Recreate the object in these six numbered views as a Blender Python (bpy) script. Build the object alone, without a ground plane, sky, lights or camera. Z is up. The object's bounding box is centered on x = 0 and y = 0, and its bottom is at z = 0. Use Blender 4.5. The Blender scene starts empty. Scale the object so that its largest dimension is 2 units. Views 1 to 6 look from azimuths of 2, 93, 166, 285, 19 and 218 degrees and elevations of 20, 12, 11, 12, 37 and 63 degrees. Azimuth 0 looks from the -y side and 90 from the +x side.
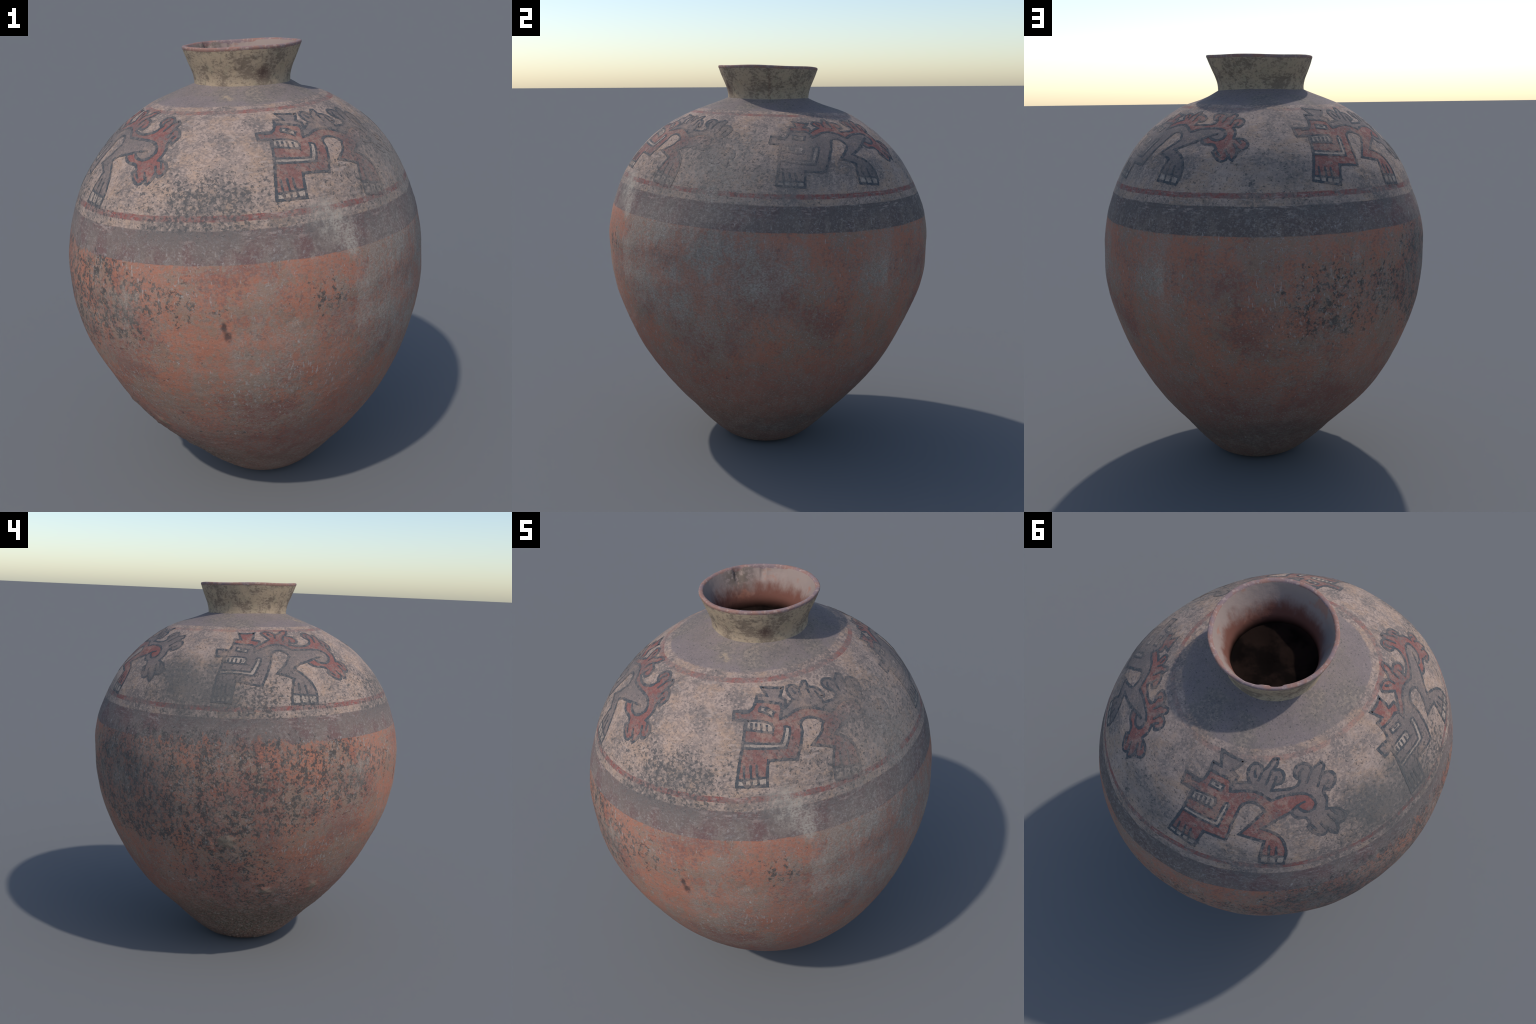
# A large hand-built pottery jar with painted shoulder: pointed base, swelling body,
# short flaring neck, four painted creatures between two red lines, dark belt, orange belly.
import bpy, math
import numpy as np
from mathutils import Vector, noise as mnoise
from mathutils.geometry import delaunay_2d_cdt

# ------------------------------------------------------------------ form of the jar
# radius of the vessel against height (pointed, slightly sagging, shoulder turning in to the neck)
PROFILE_Z = np.array([0, .002, .006, .014, .025, .04, .08, .13, .20, .28, .38, .50, .62, .75, .88, 1.0, 1.12, 1.24,
                      1.35, 1.45, 1.54, 1.62, 1.69, 1.75, 1.79, 1.83, 1.86])
PROFILE_R = np.array([0, .165, .188, .210, .230, .249, .293, .342, .405, .483, .566, .6455, .709, .7626, .8001, .8167,
                      .8181, .8026, .7687, .7242, .6666, .5932, .5081, .4099, .3149, .2123, .150])
# the axis wanders a little: the potter's base is off centre
AXIS_Z = np.array([0, .15, .4, .8, 1.2, 1.5, 1.75, 2.0])
AXIS_X = np.array([.050, .038, .0184, .006, .0024, .0063, .0120, .0195])
AXIS_Y = np.array([-.010, -.0060, .0016, .0021, .0029, -.0027, .0100, .0180])
# the plan is slightly oval
OVAL_Z = np.array([0, .3, .6, .9, 1.2, 1.5, 1.75, 2.0])
OVAL_C = np.array([-.010, -.018, -.0216, -.0301, -.0377, -.0403, -.0315, .0])
OVAL_S = np.array([.008, .0079, .0095, .0217, .0246, .0337, .0138, .0])


def spline(xk, yk, x):
    """monotone cubic through the control points"""
    x = np.asarray(x, float)
    h = np.diff(xk); d = np.diff(yk) / h
    m = np.zeros_like(yk)
    w1 = 2 * h[1:] + h[:-1]; w2 = h[1:] + 2 * h[:-1]
    ok = d[1:] * d[:-1] > 0
    den = w1 / np.where(ok, d[:-1], 1) + w2 / np.where(ok, d[1:], 1)
    m[1:-1] = np.where(ok, (w1 + w2) / np.where(ok, den, 1), 0)
    m[0] = d[0]; m[-1] = d[-1]
    i = np.clip(np.searchsorted(xk, x) - 1, 0, len(xk) - 2)
    t = np.clip((x - xk[i]) / h[i], 0, 1)
    return ((1 + 2 * t) * (1 - t) ** 2 * yk[i] + t * (1 - t) ** 2 * h[i] * m[i]
            + t * t * (3 - 2 * t) * yk[i + 1] + t * t * (t - 1) * h[i] * m[i + 1])


ROOT_Z = np.sqrt(PROFILE_Z)


def radius(z):
    return spline(ROOT_Z, PROFILE_R, np.sqrt(np.maximum(z, 0)))


def axis(z):
    return spline(AXIS_Z, AXIS_X, z), spline(AXIS_Z, AXIS_Y, z)


# smooth random relief, evaluated from sums of sine waves so that the painted layers can follow it exactly
RNG = np.random.default_rng(7)
WAVES = []
for wavelength, amount, number in ((.30, .0009, 10), (.10, .0002, 14), (.035, .00012, 18)):
    for _ in range(number):
        d = RNG.normal(size=3); d /= np.linalg.norm(d)
        WAVES.append((d * 2 * math.pi / (wavelength * RNG.uniform(.8, 1.3)), RNG.uniform(0, 6.28), amount * .45))
CRUST_WAVES = []
for wavelength, number in ((.05, 12), (.022, 18), (.013, 14)):
    for _ in range(number):
        d = RNG.normal(size=3); d /= np.linalg.norm(d)
        CRUST_WAVES.append((d * 2 * math.pi / (wavelength * RNG.uniform(.8, 1.3)), RNG.uniform(0, 6.28)))


# broad hand-made swellings (+) and flats (-): azimuth, height, spread in degrees, spread in height, amount
SWELLINGS = [(-46, 1.705, 36, .10, .021), (8, 1.66, 16, .07, .007), (120, 1.80, 60, .024, -.013), (-130, 1.48, 24, .11, .012),
             (195, .42, 30, .15, .006), (-85, .42, 50, .14, .006), (158, .98, 22, .24, .006), (105, 1.06, 26, .24, .006), (-95, 1.05, 40, .25, .004)]


def az_distance(a, b):
    return np.abs((a - b + 180) % 360 - 180)


# small chips and pits: azimuth, height, radius, depth (negative: a stuck-on lump of earth)
CHIPS = [(-12.5, 1.806, .016, .004), (-8, 1.800, .012, .004), (-4.8, 1.062, .014, .002), (-4.0, 1.026, .017, .003),
         (12.7, 1.072, .018, .003), (-66, .49, .020, .005), (-86, .33, .010, .008), (-79, .767, .036, -.006),
         (-86, .735, .024, -.004), (-62, .474, .024, -.006), (-38, .476, .028, -.005), (118, .93, .018, .002),
         (-46.8, 1.058, .010, -.002), (-100, 1.03, .010, -.002), (-90, .26, .014, -.004), (-70, .30, .02, -.004),
         (-55, .36, .02, -.004), (-80, .22, .016, -.004), (-40, .28, .02, -.005), (-97, .50, .02, -.004), (-72, .16, .02, -.004)]


def relief(x, y, z):
    p = np.stack([x, y, z], -1)
    out = np.zeros(p.shape[:-1])
    for k, ph, a in WAVES:
        out += a * np.sin(p @ k + ph)
    az = np.degrees(np.arctan2(x, -y))
    # rough crusted foot, worst on one side
    rough = np.clip((.50 - z) / .28, 0, 1) * (.08 + .92 * np.clip(1.2 - az_distance(az, -66) / 60, 0, 1).clip(0, 1))
    c = np.zeros_like(out)
    for k, ph in CRUST_WAVES:
        c += np.sin(p @ k + ph)
    out += rough * .0030 * np.clip(c / 2.6 - .45, -.2, 1.6)
    return out


def jar_point(az_deg, z, lift=0.0):
    """point on the outer wall at an azimuth (0 = -y, 90 = +x) and height, lifted along the normal"""
    a = np.radians(np.asarray(az_deg, float)); z = np.asarray(z, float)
    a, z = np.broadcast_arrays(a, z)
    r = radius(z)
    cx, cy = axis(z)
    sx, sy = np.sin(a), -np.cos(a)
    c2 = sx * sx - sy * sy; s2 = 2 * sx * sy
    oval = 1 + spline(OVAL_Z, OVAL_C, z) * c2 + spline(OVAL_Z, OVAL_S, z) * s2
    rad = r * oval
    x, y = cx + rad * sx, cy + rad * sy
    e = .004
    slope = (radius(z + e) - radius(np.maximum(z - e, 0))) / (z + e - np.maximum(z - e, 0))
    n = 1 / np.sqrt(1 + slope ** 2)
    h = relief(x, y, z)
    azd = np.degrees(a)
    for ca, cz, cr, dep in CHIPS:
        du = az_distance(azd, ca) * np.pi / 180 * np.maximum(rad, .05)
        dv = (z - cz) / n.clip(.25)
        q = (du * du + dv * dv) / cr ** 2
        q = q * (1 + .35 * np.sin(5 * np.arctan2(dv, du + 1e-6) + ca))
        h = h - dep * np.exp(-q ** 1.5)
    for ca, cz, sa, sz, am in SWELLINGS:
        h = h + am * np.exp(-(az_distance(azd, ca) / sa) ** 2 - ((z - cz) / sz) ** 2)
    h = h + lift
    flat = np.clip(z / .03, 0, 1)
    return np.stack([x + h * n * sx * flat, y + h * n * sy * flat, z - h * n * slope.clip(-8, 8) * flat], -1)


# ------------------------------------------------------------------ mesh helpers
def new_object(name, verts, faces, material, parent=None, smooth=True):
    me = bpy.data.meshes.new(name)
    me.from_pydata([tuple(map(float, v)) for v in verts], [], faces)
    me.update()
    if smooth:
        me.polygons.foreach_set("use_smooth", [True] * len(me.polygons))
    me.materials.append(material)
    ob = bpy.data.objects.new(name, me)
    bpy.context.scene.collection.objects.link(ob)
    ob.parent = parent
    return ob


def ring_faces(rows, cols, close=True):
    f = []
    for j in range(rows - 1):
        for i in range(cols if close else cols - 1):
            k = (i + 1) % cols
            f.append((j * cols + i, j * cols + k, (j + 1) * cols + k, (j + 1) * cols + i))
    return f


# ------------------------------------------------------------------ materials
class Nodes:
    """short-hand for writing node trees"""

    def __init__(self, tree):
        self.t = tree

    def n(self, kind, **kw):
        nd = self.t.nodes.new(kind)
        for k, v in kw.items():
            setattr(nd, k, v)
        return nd

    def put(self, sock, v):
        if v is None:
            return
        if isinstance(v, bpy.types.NodeSocket):
            self.t.links.new(v, sock)
        else:
            if isinstance(v, (tuple, list)) and len(v) == 3 and sock.type == "RGBA":
                v = (*v, 1)
            sock.default_value = v

    def math(self, op, a, b=0.0, c=0.0, clamp=False):
        nd = self.n("ShaderNodeMath", operation=op, use_clamp=clamp)
        for s, v in zip(nd.inputs, (a, b, c)):
            self.put(s, v)
        return nd.outputs[0]

    def vec(self, op, a, b=(0, 0, 0), scale=None):
        nd = self.n("ShaderNodeVectorMath", operation=op)
        self.put(nd.inputs[0], a); self.put(nd.inputs[1], b)
        if scale is not None:
            self.put(nd.inputs["Scale"], scale)
        return nd.outputs["Value"] if op in ("LENGTH", "DOT_PRODUCT", "DISTANCE") else nd.outputs["Vector"]

    def noise(self, p, scale, detail=3.0, rough=.55, distort=0.0, color=False):
        nd = self.n("ShaderNodeTexNoise", noise_dimensions="3D")
        self.put(nd.inputs["Vector"], p); nd.inputs["Scale"].default_value = scale
        nd.inputs["Detail"].default_value = detail; nd.inputs["Roughness"].default_value = rough
        nd.inputs["Distortion"].default_value = distort
        return nd.outputs["Color"] if color else nd.outputs["Fac"]

    def ramp(self, v, lo, hi, a=0.0, b=1.0, smooth=True):
        nd = self.n("ShaderNodeMapRange", interpolation_type="SMOOTHSTEP" if smooth else "LINEAR")
        for key, val in (("Value", v), ("From Min", lo), ("From Max", hi), ("To Min", a), ("To Max", b)):
            self.put(nd.inputs[key], val)
        return nd.outputs[0]

    def mix(self, f, a, b, mode="MIX"):
        nd = self.n("ShaderNodeMix", data_type="RGBA", blend_type=mode)
        self.put(nd.inputs[0], f); self.put(nd.inputs[6], a); self.put(nd.inputs[7], b)
        return nd.outputs[2]

    def mul(self, *a):
        r = a[0]
        for b in a[1:]:
            r = self.math("MULTIPLY", r, b)
        return r

    def add(self, *a, clamp=True):
        r = a[0]
        for b in a[1:]:
            r = self.math("ADD", r, b, clamp=clamp)
        return r


def wall(az, z):
    return tuple(float(v) for v in jar_point(az, z))


def patch(N, p, az, z, wide, tall, edge=.30):
    """soft region mask on the wall: 1 in the middle, 0 outside"""
    q = N.vec("SUBTRACT", p, wall(az, z))
    q = N.vec("MULTIPLY", q, (1 / wide, 1 / wide, 1 / tall))
    return N.ramp(N.vec("LENGTH", q), 1.0, edge)


# colours (linear): clays and pigments
CREAM = (.40, .295, .240); CREAM_WARM = (.40, .270, .195)
ORANGE = (.385, .160, .104); BRICK = (.245, .112, .088); TAN = (.265, .180, .132)
SOOT = (.078, .077, .077); DUST = (.345, .290, .240); BELT = (.180, .138, .122); BELT_RED = (.172, .102, .094)
SHOULDER = (.222, .176, .165); LINE_RED = (.27, .088, .075)
PALE = (.40, .36, .33)


def surface_group():
    """weathered wall of the jar; Pigment/Amount put a painted layer under the dirt"""
    g = bpy.data.node_groups.new("weathered_wall", "ShaderNodeTree")
    g.interface.new_socket("Pigment", in_out="INPUT", socket_type="NodeSocketColor")
    g.interface.new_socket("Amount", in_out="INPUT", socket_type="NodeSocketFloat")
    g.interface.new_socket("Color", in_out="OUTPUT", socket_type="NodeSocketColor")
    g.interface.new_socket("Height", in_out="OUTPUT", socket_type="NodeSocketFloat")
    N = Nodes(g)
    gi, go = N.n("NodeGroupInput"), N.n("NodeGroupOutput")
    P = N.n("ShaderNodeTexCoord").outputs["Object"]
    sep = N.n("ShaderNodeSeparateXYZ"); N.put(sep.inputs[0], P)
    X, Y, Z = sep.outputs
    big = N.noise(P, 2.6, 3, .55)
    mid = N.noise(P, 9, 4, .6)
    mid2 = N.noise(N.vec("ADD", P, (5.3, 1.7, 9.1)), 7, 4, .6)
    fine = N.noise(P, 55, 4, .62)
    fine2 = N.noise(N.vec("ADD", P, (2.3, 7.7, 3.1)), 75, 3, .6)
    grain = N.noise(P, 220, 2, .6)
    fleck = N.noise(N.vec("MULTIPLY", P, (1, 1, 1.5)), 105, 3, .6)
    tall = N.vec("MULTIPLY", P, (1, 1, .34))
    streak = N.noise(tall, 60, 3, .6)
    streak_big = N.noise(tall, 16, 4, .62)
    wob = N.noise(P, 5, 3, .5, color=True)
    V = N.vec("ADD", P, N.vec("SCALE", N.vec("SUBTRACT", N.noise(P, 14, 4, .6, color=True), (.5, .5, .5)), scale=.11))   # finely ragged
    W = N.vec("ADD", P, N.vec("SCALE", N.vec("SUBTRACT", wob, (.5, .5, .5)), scale=.30))   # ragged coordinates

    # height measured square to the jar's own, slightly leaning, axis; bands droop a little on two sides
    r2 = N.math("ADD", N.mul(X, X), N.mul(Y, Y))
    oval = N.math("DIVIDE", N.math("SUBTRACT", N.mul(Y, Y), N.mul(X, X)), N.math("MAXIMUM", r2, .01))
    lean = N.math("ADD", Z, N.math("ADD", N.mul(Y, .035), N.mul(X, -.006)))
    w = N.math("ADD", lean, N.mul(oval, -.011))
    w = N.math("ADD", w, N.mul(N.math("SUBTRACT", mid, .5), .010))
    w = N.math("ADD", w, N.mul(N.math("SUBTRACT", fine, .5), .004))

    # lower wall: orange slip, redder and browner by patches
    low = N.mix(N.ramp(N.math("ADD", N.mul(big, .65), N.mul(fine2, .35)), .46, .58), ORANGE, BRICK)
    low = N.mix(N.mul(N.ramp(N.math("ADD", N.mul(mid2, .55), N.mul(fine, .45)), .47, .57), .80), low, TAN)
    foot = N.ramp(N.math("ADD", Z, N.mul(N.math("SUBTRACT", big, .5), .5)), .72, .40)
    low = N.mix(N.mul(foot, .55), low, (.225, .108, .090))
    heel = N.ramp(N.math("ADD", Z, N.mul(N.math("SUBTRACT", mid2, .5), .4)), .38, .16)
    low = N.mix(N.mul(heel, .55), low, (.165, .112, .092))
    low = N.mix(N.mul(N.ramp(fleck, .46, .64), N.ramp(mid, .36, .56), .45), low, (.31, .222, .180))
    low = N.mix(N.mul(N.ramp(fine2, .50, .64), .45), low, (.150, .105, .090))
    # belt
    belt = N.mix(N.ramp(mid, .42, .66), BELT, BELT_RED)
    belt = N.mix(N.mul(patch(N, W, 150, 1.32, 1.0, .5), .80), belt, (.122, .098, .090))
    belt = N.mix(N.mul(N.ramp(N.add(N.mul(fleck, .5), N.mul(fine, .5)), .51, .61), .60), belt, (.25, .215, .20))
    # cream slip
    cream = N.mix(N.ramp(mid, .4, .65), CREAM, CREAM_WARM)
    cream = N.mix(N.mul(N.ramp(N.add(N.mul(fine, .5), N.mul(fleck, .5)), .44, .56), N.ramp(N.add(N.mul(mid, .5), N.mul(big, .5)), .42, .58, .95, .45), N.ramp(patch(N, W, -175, 1.52, .75, .35), 0, 1, 1.0, .5)), cream, (.215, .165, .143))
    shoulder = N.mix(N.ramp(mid2, .42, .66), SHOULDER, (.285, .225, .180))
    shoulder = N.mix(N.mul(N.ramp(mid, .50, .64), .5), shoulder, (.185, .150, .140))
    shoulder = N.mix(N.mul(N.ramp(fleck, .5, .66), .45), shoulder, (.29, .225, .195))

    ragged = N.mul(patch(N, P, -80, 1.25, .55, .25), N.math("SUBTRACT", N.noise(tall, 40, 5, .65), .52), .34)
    col = N.mix(N.ramp(N.math("ADD", w, ragged), 1.256, 1.260), low, belt)
    col = N.mix(N.ramp(w, 1.373, 1.377), col, cream)
    red = N.mix(N.ramp(fine, .40, .58), LINE_RED, (.22, .135, .118))
    line_low = N.mul(N.ramp(w, 1.404, 1.407), N.ramp(w, 1.428, 1.425))
    line_low = N.mul(line_low, N.ramp(mid2, .62, .48, .45, .95))
    col = N.mix(line_low, col, red)
    w_up = N.math("ADD", lean, N.mul(N.math("SUBTRACT", mid, .5), .004))
    line_up = N.mul(N.ramp(w_up, 1.7485, 1.7500), N.ramp(w_up, 1.7600, 1.7585))
    line_up = N.mul(line_up, N.ramp(mid2, .58, .44, .35, .80), N.ramp(patch(N, W, 20, 1.76, .75, .5), 0, .6, .45, 1.0))
    edge = N.math("ADD", w_up, N.mul(N.math("SUBTRACT", fine, .5), .006))
    col = N.mix(N.ramp(edge, 1.769, 1.773), col, shoulder)
    col = N.mix(line_up, col, red)

    # painted figures, rubbed thin in places
    wear = N.math("ADD", N.mul(fine, .6), N.mul(mid, .4))
    keep = N.mul(gi.outputs["Amount"], N.ramp(wear, .60, .44, .40, 1.0))
    rubbed = N.add(N.mul(patch(N, V, 104, 1.58, .17, .13), .65), N.mul(patch(N, V, 52, 1.46, .14, .11), .60),
                   N.mul(patch(N, V, 66, 1.60, .22, .20), .85), N.mul(patch(N, V, -86, 1.45, .12, .08), .25))
    keep = N.mul(keep, N.math("SUBTRACT", 1.0, N.mul(rubbed, N.ramp(fine2, .34, .56, .6, 1.0))))
    tone = N.mix(1.0, gi.outputs["Pigment"], N.mix(fine2, (.72, .72, .75), (1.25, 1.25, 1.22)), "MULTIPLY")
    col = N.mix(keep, col, tone)

    on_cream = N.ramp(w, 1.30, 1.36)
    on_low = N.math("SUBTRACT", 1.0, on_cream)

    # light rubbing everywhere on the cream: thin grey scuffs
    scuff = N.mul(on_cream, N.ramp(mid2, .42, .60), N.ramp(fine2, .36, .58), .75)
    col = N.mix(scuff, col, (.150, .128, .118))

    rake = N.noise(N.vec("MULTIPLY", P, (1, 1, 4.5)), 24, 4, .62)
    col = N.mix(N.mul(N.ramp(rake, .53, .62), N.ramp(mid, .40, .58), on_cream, N.ramp(w, 1.76, 1.74), N.math("SUBTRACT", 1.0, gi.outputs["Amount"], clamp=True), .45), col, (.43, .335, .285))

    # black specks, dense in some patches of the cream
    d_front = N.add(patch(N, W, -10, 1.49, .42, .20), N.mul(patch(N, W, -55, 1.45, .36, .17), .75),
                    N.mul(patch(N, W, -92, 1.5, .5, .3), .7), N.mul(patch(N, W, 170, 1.5, .6, .25), .30),
                    N.mul(patch(N, W, 70, 1.52, .65, .32), .70))
    cut = N.math("SUBTRACT", .630, N.mul(d_front, N.ramp(mid2, .3, .6, .7, 1.15), .120))
    specks = N.ramp(N.math("SUBTRACT", N.noise(P, 72, 5, .66), cut), -.02, .055)
    col = N.mix(N.mul(specks, N.ramp(w, 1.360, 1.380), N.ramp(w, 1.76, 1.70), .80), col, SOOT)
    small = N.ramp(N.noise(P, 120, 3, .6), .60, .66)
    col = N.mix(N.mul(small, .7, on_cream), col, SOOT)

    # black blotches over the orange wall
    d_low = N.add(N.mul(patch(N, V, -92, 1.00, .74, .48, .4), 1.05), N.mul(patch(N, V, -52, 1.08, .50, .36), .90),
                  N.mul(patch(N, V, -130, 1.0, .5, .46), .9), N.mul(patch(N, V, -172, .95, .42, .30), .85),
                  N.mul(patch(N, V, -35, 1.12, .34, .26), .60), N.mul(patch(N, V, 24, 1.13, .13, .11), .85),
                  N.mul(patch(N, V, -18, 1.15, .26, .16), .50), N.mul(patch(N, V, -72, .48, .55, .34), .80), N.mul(patch(N, V, -12, .53, .3, .12), .40))
    blot = N.math("ADD", N.mul(N.noise(N.vec("MULTIPLY", P, (1, 1, .8)), 34, 5, .66), .50), N.mul(N.noise(P, 80, 5, .66), .50))
    cut2 = N.math("SUBTRACT", .612, N.mul(d_low, .122))
    blots = N.ramp(N.math("SUBTRACT", blot, cut2), -.008, .045)
    col = N.mix(N.mul(blots, on_low, .88), col, (.075, .072, .068))

    # veils of grey dirt and dust: broad, ragged
    veil_dark = N.add(N.mul(patch(N, W, -98, 1.53, .34, .20, .25), 1.25), N.mul(patch(N, W, -90, 1.43, .38, .16), .8),
                      N.mul(patch(N, W, -118, 1.0, .52, .45), .70), N.mul(patch(N, W, -80, 1.28, .5, .14), .5),
                      N.mul(patch(N, V, 74, 1.19, .18, .09), .55), N.mul(patch(N, W, 62, 1.64, .24, .16), .55),
                      N.mul(patch(N, W, 108, .17, .42, .06), .65), N.mul(patch(N, W, 170, .24, .4, .15), .50),
                      N.mul(patch(N, W, -8, 1.46, .30, .12), .35), N.mul(patch(N, W, 172, 1.52, .26, .12), .40), N.mul(patch(N, W, -65, .28, .5, .2), .4), clamp=False)
    veil_dark = N.mul(veil_dark, N.ramp(mid, .30, .60, .65, 1.0), N.ramp(fine, .36, .62, .65, 1.0))
    col = N.mix(N.mul(N.math("MINIMUM", veil_dark, 1.0), .80), col, (.118, .111, .104))
    veil_dust = N.add(N.mul(patch(N, V, 55, 1.10, .42, .42), 1.0), N.mul(patch(N, V, 86, 1.10, .42, .24), .75), N.mul(patch(N, W, 75, .9, .5, .4), .35),
                      N.mul(patch(N, V, 66, 1.44, .38, .26), .60), N.mul(patch(N, W, 92, 1.5, .42, .26), .40), N.mul(patch(N, V, 134, 1.04, .17, .22), .75),
                      N.mul(patch(N, V, -31, 1.12, .11, .12), .80), N.mul(patch(N, V, 5, .90, .24, .24), .50), N.mul(patch(N, W, -165, .75, .4, .3), .3))
    veil_dust = N.mul(veil_dust, N.ramp(N.add(N.mul(streak_big, .4), N.mul(mid2, .6)), .36, .58, .45, 1.0), N.ramp(fine, .36, .56, .55, 1.0))
    dusty = N.mix(N.ramp(fleck, .40, .62), (.250, .208, .172), N.mix(N.ramp(streak_big, .45, .60), DUST, (.42, .355, .300)))
    col = N.mix(N.mul(N.math("MULTIPLY", veil_dust, N.ramp(N.mul(N.ramp(w, 1.25, 1.262), N.ramp(w, 1.38, 1.37)), 0, 1, 1.0, .55)), .80), col, dusty)
    film = N.mul(on_low, N.ramp(N.math("ADD", N.mul(streak_big, .6), N.mul(fine2, .4)), .46, .58), N.ramp(fleck, .36, .56, .5, 1.0), .36)
    col = N.mix(film, col, (.285, .222, .182))

    # pale lime streaks and smears
    smear = N.add(patch(N, V, 25, 1.425, .11, .075), N.mul(patch(N, V, 30, 1.36, .10, .10), .9), N.mul(patch(N, V, 20, 1.30, .03, .04), .8),
                  N.mul(patch(N, V, 33, 1.30, .045, .05), .8), N.mul(patch(N, V, 34, 1.10, .09, .24), .30),
                  N.mul(patch(N, V, -166, 1.154, .05, .06), .7), N.mul(patch(N, V, 136, 1.05, .08, .10), .5), N.mul(patch(N, V, -46.8, 1.058, .016, .014, .5), 1.2))
    col = N.mix(N.mul(smear, N.ramp(streak_big, .36, .60), N.ramp(fleck, .34, .58, .30, 1.0), .75), col, (.42, .36, .295))
    lime_zone = N.add(.16, patch(N, W, -45, .72, .36, .17), patch(N, W, 12, .75, .46, .18), N.mul(patch(N, W, 175, .9, .42, .3), .8),
                      N.mul(patch(N, W, -32, 1.25, .26, .10), .9), clamp=False)
    lime = N.ramp(N.math("SUBTRACT", N.noise(N.vec("MULTIPLY", P, (1, 1, .28)), 85, 2, .55), N.math("SUBTRACT", .70, N.mul(lime_zone, .085))), 0, .05)
    col = N.mix(N.mul(lime, on_low, .50), col, PALE)
    vein = N.math("ABSOLUTE", N.math("SUBTRACT", N.noise(P, 26, 3, .55, 1.2), .5))
    vein = N.mul(N.ramp(vein, .016, .004), N.ramp(fine2, .46, .58), N.ramp(mid2, .44, .58))
    col = N.mix(N.mul(vein, on_low, .60), col, PALE)
    dots = N.ramp(N.noise(P, 150, 2, .5), .66, .72)
    col = N.mix(N.mul(dots, N.ramp(w, 1.39, 1.37), .40), col, (.36, .31, .28))

    # earth stuck round the foot
    earth = N.mul(N.ramp(N.math("ADD", Z, N.mul(N.math("SUBTRACT", mid, .5), .5)), .50, .20),
                  N.add(.22, patch(N, P, -66, .32, .55, .45)))
    earth = N.mul(earth, N.ramp(fine, .36, .56))
    soil = N.mix(N.ramp(fleck, .40, .62), (.085, .070, .055), (.225, .180, .138))
    col = N.mix(N.mul(earth, .85), col, soil)
    chips = N.add(patch(N, P, -12.5, 1.806, .030, .012, .3), patch(N, P, -8, 1.800, .022, .010, .3))
    col = N.mix(N.mul(chips, N.ramp(fine, .40, .52), .8), col, (.36, .27, .19))
    lumps = N.add(patch(N, V, -79, .767, .05, .045, .6), patch(N, V, -62, .474, .055, .03, .5), patch(N, V, -38, .476, .05, .045, .5))
    col = N.mix(N.mul(lumps, .7), col, (.22, .175, .130))
    # dark drip below the front
    drip = N.add(patch(N, P, -4.8, 1.065, .016, .030, .4), patch(N, P, -4.0, 1.024, .019, .032, .4))
    col = N.mix(N.mul(drip, N.ramp(fine, .35, .5), .75), col, (.06, .045, .045))

    # grain
    shade = N.math("ADD", .68, N.math("ADD", N.mul(grain, .40), N.mul(fine2, .24)))
    comb = N.n("ShaderNodeCombineColor")
    for s in comb.inputs:
        N.put(s, shade)
    col = N.mix(1.0, col, comb.outputs[0], "MULTIPLY")
    h = N.add(N.mul(fine, .6), N.mul(fleck, .5), N.mul(grain, .25), N.mul(specks, -.25), N.mul(blots, -.35), N.mul(earth, .6), clamp=False)
    N.put(go.inputs["Color"], col); N.put(go.inputs["Height"], h)
    return g


GROUP = surface_group()


def finish(N, color, height, rough=.86, strength=.45, dist=.0028, gloss=.20):
    b = N.n("ShaderNodeBsdfPrincipled")
    N.put(b.inputs["Base Color"], color)
    b.inputs["Roughness"].default_value = rough
    b.inputs["Specular IOR Level"].default_value = gloss
    bump = N.n("ShaderNodeBump")
    bump.inputs["Strength"].default_value = strength
    bump.inputs["Distance"].default_value = dist
    N.put(bump.inputs["Height"], height)
    N.t.links.new(bump.outputs[0], b.inputs["Normal"])
    out = N.n("ShaderNodeOutputMaterial")
    N.t.links.new(b.outputs[0], out.inputs[0])


def blank_material(name):
    m = bpy.data.materials.new(name)
    m.use_nodes = True
    m.node_tree.nodes.clear()
    return m, Nodes(m.node_tree)


def wall_material(name, pigment=(0, 0, 0), amount=0.0):
    m, N = blank_material(name)
    gr = N.n("ShaderNodeGroup"); gr.node_tree = GROUP
    gr.inputs["Pigment"].default_value = (*pigment, 1)
    gr.inputs["Amount"].default_value = amount
    finish(N, gr.outputs["Color"], gr.outputs["Height"])
    return m


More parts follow.
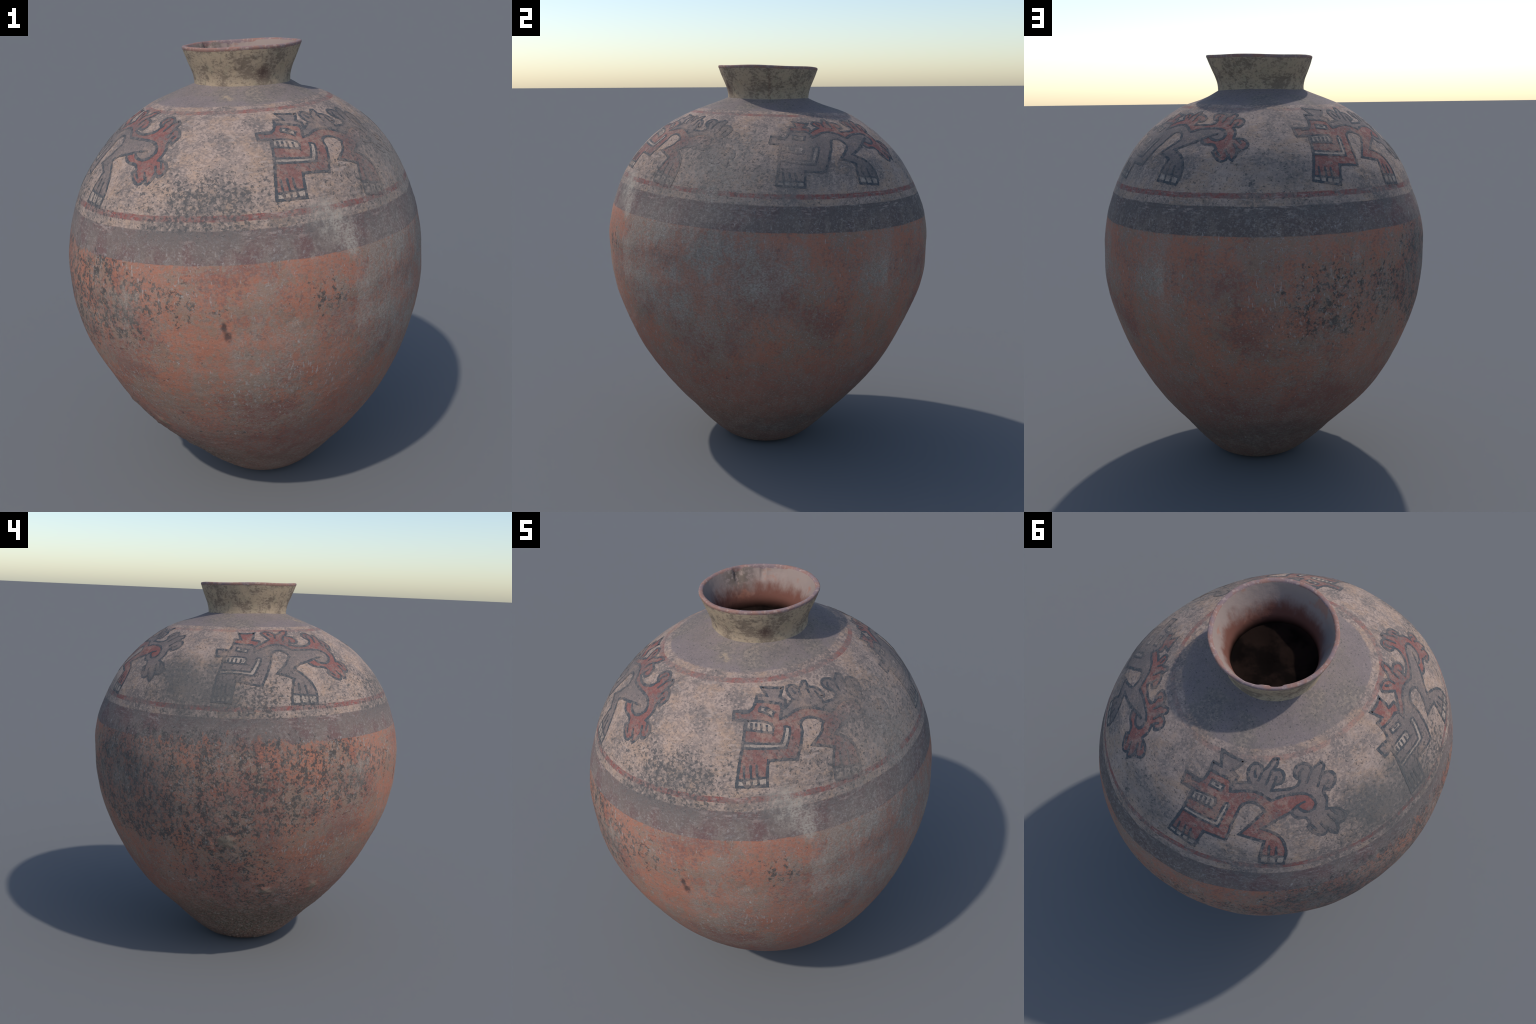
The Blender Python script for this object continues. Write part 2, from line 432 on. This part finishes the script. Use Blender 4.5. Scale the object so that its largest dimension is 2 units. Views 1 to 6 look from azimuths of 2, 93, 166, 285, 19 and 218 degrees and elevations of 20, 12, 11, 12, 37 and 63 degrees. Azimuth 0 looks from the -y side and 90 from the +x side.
def neck_material():
    m, N = blank_material("neck_slip")
    P = N.n("ShaderNodeTexCoord").outputs["Object"]
    mid = N.noise(P, 15, 4, .6); fine = N.noise(P, 70, 5, .65); grain = N.noise(P, 200, 2, .6)
    other = N.noise(N.vec("ADD", P, (3, 8, 1)), 26, 4, .62)
    flat = N.noise(N.vec("MULTIPLY", P, (1, 1, 1.8)), 62, 5, .68)
    col = N.mix(N.ramp(mid, .40, .62), (.425, .318, .215), (.380, .292, .208))
    col = N.mix(N.mul(N.ramp(other, .5, .68), .5), col, (.36, .30, .20))
    dark = N.add(N.mul(flat, .5), N.mul(mid, .5))
    col = N.mix(N.mul(N.ramp(dark, .485, .57), .60), col, (.140, .098, .072))
    col = N.mix(N.mul(N.ramp(fine, .53, .63), .50), col, (.140, .110, .084))
    spot = patch(N, P, 24, 1.83, .001, .001)
    q = N.vec("MULTIPLY", N.vec("SUBTRACT", P, (.115, -.195, 1.885)), (18, 18, 22))
    col = N.mix(N.mul(N.ramp(N.vec("LENGTH", q), 1.0, .3), N.ramp(fine, .35, .5), .8), col, (.095, .055, .045))
    # a reddish drip down one side
    sep = N.n("ShaderNodeSeparateXYZ"); N.put(sep.inputs[0], P)
    dr = N.mul(N.ramp(N.math("ABSOLUTE", N.math("ADD", sep.outputs[1], -.035)), .010, .003), N.ramp(sep.outputs[0], .1, .15))
    col = N.mix(N.mul(dr, N.ramp(fine, .36, .58), .55), col, (.14, .08, .06))
    lean = N.math("ADD", sep.outputs[2], N.math("ADD", N.mul(sep.outputs[1], .027), N.mul(sep.outputs[0], -.008)))
    lean = N.math("ADD", lean, N.mul(N.math("SUBTRACT", fine, .5), .012))
    joint = N.ramp(lean, 1.835, 1.826)
    col = N.mix(N.mul(joint, .7), col, (.38, .30, .22))
    shade = N.math("ADD", .82, N.math("ADD", N.mul(grain, .22), N.mul(fine, .16)))
    comb = N.n("ShaderNodeCombineColor")
    for s in comb.inputs:
        N.put(s, shade)
    col = N.mix(1.0, col, comb.outputs[0], "MULTIPLY")
    finish(N, col, N.add(N.mul(fine, .7), N.mul(grain, .2), clamp=False), strength=.45)
    return m


def rim_material():
    m, N = blank_material("rim_paint")
    P = N.n("ShaderNodeTexCoord").outputs["Object"]
    mid = N.noise(P, 14, 4, .6); fine = N.noise(P, 60, 4, .6)
    col = N.mix(N.ramp(mid, .42, .60), (.30, .165, .130), (.25, .175, .170))
    col = N.mix(N.mul(N.ramp(fine, .52, .64), .6), col, (.42, .31, .26))
    finish(N, col, fine)
    return m


def inside_material():
    m, N = blank_material("inner_clay")
    P = N.n("ShaderNodeTexCoord").outputs["Object"]
    sep = N.n("ShaderNodeSeparateXYZ"); N.put(sep.inputs[0], P)
    mid = N.noise(P, 9, 4, .6); fine = N.noise(P, 60, 4, .6)
    st = N.noise(N.vec("MULTIPLY", P, (1, 1, .25)), 28, 4, .6)
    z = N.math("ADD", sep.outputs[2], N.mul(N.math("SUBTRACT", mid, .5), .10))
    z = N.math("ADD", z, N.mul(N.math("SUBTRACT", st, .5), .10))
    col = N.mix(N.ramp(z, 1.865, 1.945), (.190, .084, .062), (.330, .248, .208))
    col = N.mix(N.ramp(sep.outputs[2], 1.808, 1.87), N.mix(N.ramp(mid, .40, .60), (.006, .0045, .004), (.016, .010, .008)), col)  # darkness of the deep throat baked into the base colour, near black
    red = N.mul(N.ramp(mid, .56, .66), N.ramp(sep.outputs[2], 1.83, 1.88), .5)
    col = N.mix(red, col, (.38, .16, .10))
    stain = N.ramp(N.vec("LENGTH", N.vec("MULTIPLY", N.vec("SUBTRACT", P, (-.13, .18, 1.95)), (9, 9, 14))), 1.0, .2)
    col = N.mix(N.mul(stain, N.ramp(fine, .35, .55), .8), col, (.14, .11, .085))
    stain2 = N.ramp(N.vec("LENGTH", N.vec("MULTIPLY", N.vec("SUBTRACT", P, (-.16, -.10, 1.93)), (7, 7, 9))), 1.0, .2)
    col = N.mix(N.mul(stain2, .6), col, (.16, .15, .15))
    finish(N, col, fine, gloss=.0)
    return m


# ------------------------------------------------------------------ build: the jar and its walls
jar = bpy.data.objects.new("painted_jar", None)
bpy.context.scene.collection.objects.link(jar)
jar["label"] = "large weathered clay storage jar with painted creatures, bands and flaring neck"
jar["category"] = "pottery jar"

WALL = wall_material("jar_wall")
COLS = 720
AZ = np.arange(COLS) * 360 / COLS
TOP = 1.836
rows = np.concatenate([np.linspace(.035, math.sqrt(.06), 22)[:-1] ** 2, np.linspace(.06, TOP, 430)])
verts = jar_point(AZ[None, :], rows[:, None]).reshape(-1, 3)
faces = ring_faces(len(rows), COLS)
verts = np.vstack([verts, [[AXIS_X[0], AXIS_Y[0], 0.0]]])
tip = len(verts) - 1
faces += [(tip, (i + 1) % COLS, i) for i in range(COLS)]
body = new_object("body", verts, faces, WALL, jar)

# neck: flaring collar on a plane that leans with the jar
NECK_CX, NECK_CY = (.014, .0195), (.019, .018)   # centre at foot and at mouth
NECK_H = .166


def neck_point(az, r, h):
    a = np.radians(az)
    f = np.clip(h / NECK_H, 0, 1.1)
    cx = NECK_CX[0] + (NECK_CX[1] - NECK_CX[0]) * f
    cy = NECK_CY[0] + (NECK_CY[1] - NECK_CY[0]) * f
    wobble = 1 + .008 * np.sin(2 * a + .6) + .004 * np.sin(3 * a + 2) + .0016 * np.sin(11 * a + 1)
    x, y = cx + r * wobble * np.sin(a), cy - r * wobble * np.cos(a)
    z = 1.8212 + h - .027 * (y - .018) + .008 * (x - .02) + (h / NECK_H) * .0012 * np.sin(5 * a + 1)
    n = np.zeros(np.shape(x))
    for k, ph, am in WAVES[10:]:
        n += am * np.sin(np.stack([x, y, z], -1) @ k + ph)
    return np.stack([x + n * np.sin(a), y - n * np.cos(a), z], -1)


def lathe(name, profile, material, cols=360, bend=None, close=True):
    prof = np.array(profile, float)
    seg = np.concatenate([[0], np.cumsum(np.hypot(*np.diff(prof, axis=0).T))])
    t = np.arange(0, seg[-1], .004); t = np.append(t, seg[-1])
    r, h = spline(seg, prof[:, 0], t), spline(seg, prof[:, 1], t)
    az = np.arange(cols) * 360 / cols
    A, Rr = np.meshgrid(az, r); H = np.meshgrid(az, h)[1]
    if bend is not None:
        Rr, H = bend(A, Rr, H)
    v = neck_point(A, Rr, H).reshape(-1, 3)
    return new_object(name, v, ring_faces(len(t), cols), material, jar)


neck = lathe("neck", [(.238, -.022), (.224, -.013), (.213, -.004), (.2085, .006), (.2085, .020), (.211, .040), (.217, .062),
                      (.2325, .100), (.2475, .138), (.2540, .157)], neck_material())
RIM_OUT, RIM_IN = .2545, .2360


def chipped(A, Rr, H):
    """notches broken out of the inner edge of the lip, on the far side"""
    for ca, wa, dep in ((-138, 5, .018), (-178, 9, .010), (-160, 7, .008), (-166, 3, .012), (170, 4, .008)):
        k = np.exp(-(az_distance(A, ca) / wa) ** 4)
        inner = np.clip((.246 - Rr) / .010, 0, 1) * np.clip((H - .10) / .05, 0, 1)
        H = H - dep * k * inner
        Rr = Rr + .4 * dep * k * inner
    return Rr, H


rim = lathe("rim", [(.2538, .1560), (.2560, .1610), (.2566, .1660), (.2548, .1695), (.2500, .1708), (.2430, .1704), (.2390, .1680), (.2365, .1635)],
            rim_material(), bend=chipped)
# throat: smooth wall running down into an uneven floor coloured near black for the unlit hollow
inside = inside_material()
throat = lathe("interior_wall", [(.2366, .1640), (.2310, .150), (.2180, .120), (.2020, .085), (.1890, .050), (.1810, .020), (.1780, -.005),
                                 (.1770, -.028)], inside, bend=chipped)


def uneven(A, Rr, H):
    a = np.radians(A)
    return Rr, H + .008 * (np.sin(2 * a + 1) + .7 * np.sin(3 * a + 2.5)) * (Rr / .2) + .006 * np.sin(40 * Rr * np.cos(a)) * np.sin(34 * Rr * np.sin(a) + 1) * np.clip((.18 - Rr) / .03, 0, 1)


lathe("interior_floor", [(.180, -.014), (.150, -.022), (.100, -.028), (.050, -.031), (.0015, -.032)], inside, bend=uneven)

# ------------------------------------------------------------------ painted creatures
# The motif is drawn in degrees: across = azimuth, up = the matching (angle-true) coordinate on the wall.
Zt = np.linspace(.9, 1.82, 2000)
Rt = radius(Zt)
Mt = np.concatenate([[0], np.cumsum((np.sqrt(1 + np.gradient(Rt, Zt) ** 2) / Rt)[1:] * np.diff(Zt))])
Mt = np.degrees(Mt - np.interp(1.55, Zt, Mt))


def on_wall(p, lift):
    p = np.asarray(p, float)
    return jar_point(p[:, 0], np.interp(p[:, 1], Mt, Zt), lift)


def local_radius(p):
    return np.interp(p[:, 1], Mt, Rt)


BODY_EDGE = [(-23.3, 20.9), (-14.3, 19.9), (-12.9, 17.9), (-12.6, 14.5), (-10.1, 15.1), (-6.6, 16.0), (-1.2, 15.7), (4.2, 12.3),
             (8.9, 13.9), (14.3, 14.2), (18.1, 13.4), (21.0, 10.8), (21.8, 8.0), (20.6, 5.9), (18.2, 5.4), (15.8, 6.6), (14.3, 8.7),
             (12.0, 7.0), (5.9, 3.9), (0.9, 0.7), (5.5, -1.4), (7.8, -3.9), (8.9, -7.0), (9.1, -9.1), (8.3, -13.8), (0.6, -13.1),
             (0.8, -9.8), (1.9, -4.3), (-6.7, -2.2), (-4.0, 1.2), (-0.7, 5.1), (1.7, 7.7), (0.3, 9.7), (-1.8, 11.0), (-4.3, 11.3),
             (-6.4, 10.3), (-7.6, 8.8), (-8.7, 5.1), (-9.6, 2.0), (-10.2, -1.8), (-10.9, -5.4), (-14.7, -4.8), (-18.7, -4.5),
             (-19.6, -7.7), (-20.7, -11.7), (-30.2, -9.7), (-27.6, 1.7), (-26.9, 10.1), (-32.0, 9.9), (-32.6, 15.1), (-25.6, 14.7),
             (-24.6, 15.6)]
CREST_EDGE = [
    (-12.9, 17.9), (-11.4, 18.6), (-5.3, 20.1), (-6.5, 23.5), (-6.0, 27.7), (-3.7, 29.6), (-1.1, 28.9), (0.3, 26.2), (2.2, 27.8),
    (6.0, 32.2), (7.8, 32.0), (6.9, 28.9), (4.7, 26.4), (8.7, 26.2), (10.2, 23.3), (9.3, 20.7), (7.2, 19.5), (5.7, 20.0), (4.3,
    16.8), (15.7, 17.9), (17.2, 20.1), (15.3, 22.1), (15.3, 24.7), (17.2, 27.1), (20.4, 27.5), (22.9, 25.8), (23.5, 23.4), (25.3,
    24.1), (28.8, 25.5), (30.0, 23.8), (28.8, 21.6), (27.1, 19.5), (29.8, 19.9), (32.3, 18.8), (33.0, 16.0), (31.5, 13.6), (28.7,
    11.6), (27.1, 12.7), (25.7, 11.9), (26.5, 8.7), (25.3, 4.5), (27.9, 3.7), (30.4, 2.3), (31.8, -0.7), (30.8, -2.6), (28.8,
    -2.7), (27.2, -1.1), (27.9, -4.2), (27.2, -6.5), (25.7, -5.5), (24.3, -3.5), (23.3, -4.9), (21.2, -5.0), (18.9, -3.3), (17.2,
    -0.5), (18.3, 1.0), (17.0, 3.1), (13.9, 3.9), (12.0, 5.9), (12.0, 7.0)]
HAT_EDGE = [(-23.3, 20.9), (-23.4, 25.0), (-19.4, 24.5), (-21.7, 31.9), (-9.2, 29.5), (-13.8, 23.7), (-10.7, 21.8), (-11.4, 18.6)]
TEETH = [(-26.3, 9.9), (-19.3, 10.2), (-17.4, 9.9), (-17.1, 8.1), (-17.9, 5.6), (-26.6, 6.4)]
COLLAR = [(-27.7, 0.5), (-14.2, -0.9), (-12.0, 8.4), (-12.5, 9.3), (-13.5, 9.1), (-15.5, 1.0), (-27.4, 2.1)]
EYE = [(-21.0, 17.2), (-15.5, 16.2), (-16.2, 13.7), (-21.4, 14.6)]
HAND_NAILS = [(-29.4, -8.1), (-20.3, -9.4), (-20.7, -11.7), (-30.2, -9.7)]
FOOT_NAILS = [(0.8, -9.9), (8.9, -10.9), (8.3, -13.8), (0.6, -13.1)]
INNER_STROKES = [
    [(-24.6, 6.6), (-24.6, 9.1)], [(-22.9, 6.4), (-22.8, 9.2)], [(-21.2, 6.2), (-21.0, 9.2)], [(-19.5, 6.0), (-19.1, 9.0)],
    [(-19.4, 15.7), (-17.4, 15.3)], [(-29.3, 13.7), (-25.3, 13.9)],
    [(-27.2, -4.5), (-27.5, -8.2)], [(-24.9, -4.7), (-25.2, -8.6)], [(-22.8, -5.0), (-23.2, -8.9)],
    [(-27.4, -8.2), (-27.6, -10.3)], [(-25.1, -8.5), (-25.5, -10.7)], [(-23.0, -8.8), (-23.3, -11.0)],
    [(-29.4, -8.1), (-20.3, -9.4)], [(0.8, -9.9), (8.9, -10.9)],
    [(3.6, -5.8), (3.5, -10.2)], [(5.9, -6.4), (5.9, -10.6)], [(3.5, -10.1), (3.5, -13.3)], [(6.0, -10.5), (5.9, -13.6)],
    [(14.3, 8.7), (15.8, 9.5), (17.9, 10.0)]]
CREST_STROKES = [
    [(0.3, 26.2), (-1.6, 20.9)], [(4.7, 26.4), (1.8, 19.3)], [(5.7, 20.0), (6.7, 23.5)], [(23.5, 23.4), (19.7, 17.7)], [(27.1,
    19.5), (24.0, 14.6)], [(25.7, 11.9), (27.5, 14.3), (29.7, 16.0)], [(17.2, 20.1), (17.6, 23.3), (19.8, 25.2)], [(-2.7, 22.5),
    (-3.4, 25.1), (-3.0, 27.1)], [(26.8, 3.9), (29.0, 0.5)], [(25.2, 2.2), (27.2, -1.1)], [(21.8, -0.1), (23.6, -3.3)], [(18.4,
    0.1), (20.2, -2.8)]]

# where the drawn motif's joints are, and where each of the other three creatures has them
JOINTS = dict(brow_left=(-23.3, 20.9), brow_right=(-14.3, 19.9), headdress_left=(-21.7, 31.9), headdress_right=(-9.2, 29.5), hat_left=(-23.5, 24.9), hat_right=(-10.8, 21.8),
              nose_top=(-32.6, 15.1), nose_bottom=(-32.0, 9.9), eye=(-18.3, 15.4), collar_left=(-27.5, 1.2),
              hand_left=(-30.2, -9.7), hand_right=(-20.8, -11.7), wrist=(-18.7, -4.5), elbow=(-10.9, -5.4),
              collar_corner=(-14.4, -0.2), collar_top=(-13.1, 9.1), belly_left=(-7.2, 9.3), belly_right=(1.4, 7.7),
              back_dip=(4.2, 12.2), knee=(-6.7, -2.2), instep=(1.9, -4.3), foot_left=(0.6, -13.1), foot_right=(8.3, -13.8),
              knee_back=(0.9, 0.7), rump=(21.7, 8.3), thigh_curl=(17.9, 10.0), spike_front=(8.0, 32.2), curl_front=(-6.5, 23.4),
              curl_mid=(10.4, 23.3), spike_rear=(33.8, 25.1), curl_rump=(15.1, 22.5), curl_rear=(32.9, 15.9),
              tail_lobe=(31.6, -1.3), tail_spike=(27.5, -6.8), tail_lobe_low=(20.5, -4.7), tail_root=(11.8, 6.8), nape=(-12.6, 14.5))
FRONT = dict(brow_left=(16.5, 27.2), brow_right=(28.2, 24.5), headdress_left=(19.2, 35.4), headdress_right=(30.9, 33.4), hat_left=(16.8, 30.9), hat_right=(30.7, 26.1),
             nose_top=(7.1, 22.1), nose_bottom=(7.5, 18.2), eye=(21.5, 22.2), collar_left=(12.4, 8.1), hand_left=(11.0, -5.5),
             hand_right=(20.5, -5.8), wrist=(21.3, 2.3), elbow=(31.3, 1.1), collar_corner=(27.7, 6.5), collar_top=(28.9, 13.8),
             belly_left=(35.5, 14.2), belly_right=(44.4, 11.5), back_dip=(50.7, 14.2), knee=(37.9, 4.5), instep=(46.2, 1.0),
             foot_left=(43.5, -9.3), foot_right=(53.3, -11.5), knee_back=(48.4, 5.4), rump=(66.5, 11.1), spike_front=(44.7, 33.8),
             curl_front=(32.7, 29.7), curl_mid=(50.1, 26.1), spike_rear=(70.3, 30.3), curl_rump=(53.7, 25.3),
             tail_lobe_low=(70.0, 0.0), nape=(27.0, 17.4))
RIGHT = dict(headdress_left=(108.9, 28.4), headdress_right=(118.1, 26.3), nose_top=(95.8, 15.3), nose_bottom=(95.2, 10.4),
             eye=(109.5, 14.1), collar_left=(99.4, 1.7), hand_left=(97.4, -9.6), hand_right=(107.8, -10.6), wrist=(109.1, -4.0),
             elbow=(116.9, -4.5), collar_corner=(113.3, -0.3), collar_top=(115.6, 7.6), belly_left=(125.2, 11.1),
             belly_right=(131.9, 8.1), back_dip=(134.9, 12.7), knee=(124.9, 0.7), instep=(131.5, -1.6), foot_left=(129.9, -9.9),
             foot_right=(138.2, -11.0), knee_back=(132.2, 2.9), rump=(152.0, 11.9), thigh_curl=(148.7, 12.1),
             spike_front=(131.3, 29.6), curl_front=(120.6, 24.4), curl_mid=(138.1, 23.6), spike_rear=(157.3, 27.7),
             curl_rump=(142.7, 23.1), curl_rear=(158.7, 20.4), tail_lobe=(161.4, 5.1), tail_spike=(156.8, -1.8),
             tail_lobe_low=(152.4, -1.8), tail_root=(142.3, 8.7))
LEFT = dict(headdress_left=(-79.5, 30.2), headdress_right=(-69.8, 30.4), hat_left=(-81.8, 23.8), hat_right=(-67.3, 22.2),
            nose_top=(-90.4, 15.3), nose_bottom=(-89.8, 10.3), eye=(-76.7, 15.3), collar_left=(-86.7, 1.6), hand_left=(-87.5, -11.5),
            hand_right=(-80.0, -11.5), wrist=(-78.8, -2.0), elbow=(-68.2, -3.7), collar_corner=(-71.8, 1.4), collar_top=(-69.1, 10.2),
            belly_left=(-62.3, 12.8), belly_right=(-54.3, 11.8), back_dip=(-51.1, 15.5), knee=(-61.4, 2.4), instep=(-54.9, 0.0),
            foot_left=(-57.0, -10.7), foot_right=(-47.4, -10.5), knee_back=(-53.5, 4.9), rump=(-32.3, 11.9), thigh_curl=(-36.4, 11.9),
            spike_front=(-48.0, 32.8), curl_front=(-63.9, 27.1), curl_mid=(-45.9, 23.1), spike_rear=(-27.1, 28.0),
            curl_rump=(-39.4, 26.0), curl_rear=(-25.5, 20.3), tail_lobe=(-25.3, 4.5), tail_spike=(-30.0, -0.5),
            tail_lobe_low=(-34.5, -0.4), tail_root=(-46.0, 8.8), nape=(-70.4, 14.3))
BACK = {k: (a - 147, b) for k, (a, b) in JOINTS.items()}


def warp_to(target, stiffness=.4):
    """thin-plate map carrying the motif's joints to one creature's joints"""
    keys = [k for k in JOINTS if k in target]
    a = np.array([JOINTS[k] for k in keys]); b = np.array([target[k] for k in keys])

    def kern(d2):
        return d2 * np.log(d2 + 1e-9)
    n = len(a)
    K = kern(((a[:, None] - a[None]) ** 2).sum(-1)) + stiffness * 10 * np.eye(n)
    Q = np.hstack([np.ones((n, 1)), a])
    M = np.block([[K, Q], [Q.T, np.zeros((3, 3))]])
    sol = np.linalg.solve(M, np.vstack([b, np.zeros((3, 2))]))

    def f(p):
        p = np.asarray(p, float)
        return kern(((p[:, None] - a[None]) ** 2).sum(-1)) @ sol[:n] + np.hstack([np.ones((len(p), 1)), p]) @ sol[n:]
    return f


def smooth_path(pts, closed, step=.45, corner=58):
    """brush-like curve: soft through gentle bends, crisp at sharp corners"""
    p = np.asarray(pts, float); n = len(p)
    tang = np.zeros_like(p); hard = np.zeros(n, bool)
    for i in range(n):
        if not closed and i in (0, n - 1):
            hard[i] = True; continue
        u, v = p[i] - p[i - 1], p[(i + 1) % n] - p[i]
        ang = math.degrees(math.acos(np.clip(u @ v / (np.linalg.norm(u) * np.linalg.norm(v) + 1e-9), -1, 1)))
        hard[i] = ang > corner
        tang[i] = u / np.linalg.norm(u) + v / np.linalg.norm(v)
        tang[i] /= np.linalg.norm(tang[i]) + 1e-9
    out = []
    for i in range(n if closed else n - 1):
        k = (i + 1) % n
        d = p[k] - p[i]; L = np.linalg.norm(d)
        t0 = d if hard[i] else tang[i] * L
        t1 = d if hard[k] else tang[k] * L
        m = max(2, int(L / step))
        for s in np.arange(m) / m:
            out.append((2 * s ** 3 - 3 * s * s + 1) * p[i] + (s ** 3 - 2 * s * s + s) * t0 + (3 * s * s - 2 * s ** 3) * p[k] + (s ** 3 - s * s) * t1)
    if not closed:
        out.append(p[-1])
    return np.array(out)


def fill_mesh(path, lift):
    """paint-filled area bounded by a closed path (degrees)"""
    lo, hi = path.min(0), path.max(0)
    gx, gy = np.meshgrid(np.arange(lo[0], hi[0], 1.1), np.arange(lo[1], hi[1], 1.1))
    g = np.stack([gx.ravel(), gy.ravel()], -1)
    x1, y1 = path[:, 0], path[:, 1]; x2, y2 = np.roll(x1, -1), np.roll(y1, -1)
    cross = ((y1[None] > g[:, 1:]) != (y2[None] > g[:, 1:])) & (g[:, :1] < (x2 - x1)[None] * (g[:, 1:] - y1[None]) / (y2 - y1 + 1e-12)[None] + x1[None])
    inside = cross.sum(1) % 2 == 1
    near = np.sqrt(((g[:, None] - path[None]) ** 2).sum(-1)).min(1) > .45
    pts = np.vstack([path, g[inside & near]])
    n = len(path)
    v, e, f, *_ = delaunay_2d_cdt([Vector(q) for q in pts], [(i, (i + 1) % n) for i in range(n)], [], 2, 1e-4)
    v = np.array([tuple(q) for q in v])
    return on_wall(v, lift), [tuple(q) for q in f]


def clear_corners(p, closed, half):
    """drop the points crowding a sharp corner so that the inner edge of a brush line does not fold over itself"""
    n = len(p)
    drop = np.zeros(n, bool); corner = np.zeros(n, bool); reach = np.zeros(n)
    for i in range(n):
        if not closed and i in (0, n - 1):
            continue
        u, v = p[i] - p[i - 1], p[(i + 1) % n] - p[i]
        ang = math.acos(np.clip(u @ v / (np.linalg.norm(u) * np.linalg.norm(v) + 1e-9), -1, 1))
        if ang > math.radians(32):
            corner[i] = True
            reach[i] = half * 1.25 * min(math.tan(min(ang, 2.4) / 2), 2.2) + .05
    for i in np.nonzero(corner)[0]:
        for step in (-1, 1):
            j = i
            for _ in range(8):
                j += step
                if not closed and (j <= 0 or j >= n - 1):
                    break
                j %= n
                if corner[j] or np.linalg.norm(p[j] - p[i]) > reach[i]:
                    break
                drop[j] = True
    return p[~drop]


def stroke_mesh(path, closed, width, lift, seed):
    """brush line of real width laid along a path (degrees)"""
    p = clear_corners(np.asarray(path, float), closed, np.degrees(width / 2 / .65))
    r = local_radius(p)
    prev, nxt = np.roll(p, 1, 0), np.roll(p, -1, 0)
    if not closed:
        prev[0] = p[0]; nxt[-1] = p[-1]
    u, v = p - prev, nxt - p
    u /= np.linalg.norm(u, axis=1, keepdims=True) + 1e-9
    v /= np.linalg.norm(v, axis=1, keepdims=True) + 1e-9
    if not closed:
        u[0] = v[0]; v[-1] = u[-1]
    t = u + v
    t /= np.linalg.norm(t, axis=1, keepdims=True) + 1e-9
    nrm = np.stack([-t[:, 1], t[:, 0]], -1)
    cosh = np.clip((nrm * np.stack([-v[:, 1], v[:, 0]], -1)).sum(1), .5, 1)
    rng = np.random.default_rng(seed)
    s = np.concatenate([[0], np.cumsum(np.linalg.norm(np.diff(p, axis=0), axis=1))])
    jit = 1 + .13 * np.sin(s * 1.3 + rng.uniform(0, 6)) + .10 * np.sin(s * 3.1 + rng.uniform(0, 6)) + .06 * np.sin(s * 7 + rng.uniform(0, 6))
    half = np.degrees(width / 2 / r) * jit / cosh
    if not closed:   # brush ends
        q = np.minimum(s, s[-1] - s)
        half = half * np.clip(.55 + q / .5, 0, 1)
    lane = [p + nrm * half[:, None] * k for k in (-1, 0, 1)]
    n = len(p)
    vts = np.vstack([on_wall(l, lift) for l in lane])
    f = []
    for i in range(n if closed else n - 1):
        k = (i + 1) % n
        for a in (0, 1):
            f.append((a * n + i, a * n + k, (a + 1) * n + k, (a + 1) * n + i))
    return vts, f


def orient(v, f):
    out = []
    for q in f:
        a, b, c = v[q[0]], v[q[1]], v[q[2]]
        nn = np.cross(b - a, c - a)
        out.append(q if nn[0] * a[0] + nn[1] * a[1] >= 0 else tuple(reversed(q)))
    return out


def join(pieces):
    V, F, k = [], [], 0
    for v, f in pieces:
        V.append(v); F += [tuple(i + k for i in q) for q in orient(v, f)]; k += len(v)
    return np.vstack(V), F


RED, GREY, INK, BONE = (.235, .084, .073), (.165, .134, .126), (.080, .084, .090), (.40, .32, .26)
PAINT = {"red": wall_material("red_paint", RED, .90), "grey": wall_material("grey_paint", GREY, .84),
         "red_faint": wall_material("faded_red_paint", (.215, .094, .082), .90), "grey_faint": wall_material("faded_grey_paint", (.155, .135, .125), .72),
         "ink": wall_material("dark_outline_paint", INK, 1.2), "ink_faint": wall_material("faded_outline_paint", (.075, .078, .082), .72),
         "bone": wall_material("pale_paint", BONE, .80)}


def creature(target, body_paint, crest_paint, ink, seed):
    f = warp_to(target)
    bodyp = smooth_path(BODY_EDGE, True, corner=44)
    crest_shared = BODY_EDGE[3:18][::-1]
    crestp = smooth_path(CREST_EDGE + crest_shared[1:], True, corner=66)
    hatp = smooth_path(HAT_EDGE + [BODY_EDGE[2], BODY_EDGE[1]], True, corner=15)
    W = lambda p: f(p)
    figure = new_object("painted_creature", *join([fill_mesh(W(bodyp), .0004)]), PAINT[body_paint], jar)
    new_object("crest_and_tail", *join([fill_mesh(W(crestp), .0004)]), PAINT[crest_paint], figure)
    new_object("headdress", *join([fill_mesh(W(hatp), .0004)]), PAINT[crest_paint], figure)
    for nm, shape in (("teeth", TEETH), ("collar", COLLAR), ("eye", EYE), ("fingernails", HAND_NAILS), ("toenails", FOOT_NAILS)):
        new_object(nm, *join([fill_mesh(W(smooth_path(shape, True, .3, 15)), .0007)]), PAINT["bone"], figure)
    strokes = [(bodyp, True), (smooth_path(CREST_EDGE, False, corner=66), False), (smooth_path(HAT_EDGE, False, corner=15), False)]
    strokes += [(smooth_path(s, True, .3, 15), True) for s in (TEETH, COLLAR, EYE)]
    strokes += [(smooth_path(s, False, .3), False) for s in INNER_STROKES]
    strokes += [(smooth_path(s, False, .3, 80), False) for s in CREST_STROKES]
    pieces = []
    for i, (p, c) in enumerate(strokes):
        width = .0120 if i < 3 else .0096
        pieces.append(stroke_mesh(W(p), c, width, .0009 + .000015 * i, seed * 100 + i))
    new_object("outline", *join(pieces), PAINT[ink], figure)
    return figure


creature(FRONT, "red_faint", "grey", "ink", 1)
creature(RIGHT, "grey", "red", "ink", 2)
creature(BACK, "red", "grey", "ink", 3)
creature(LEFT, "grey", "red", "ink", 4)
bpy.context.view_layer.update()
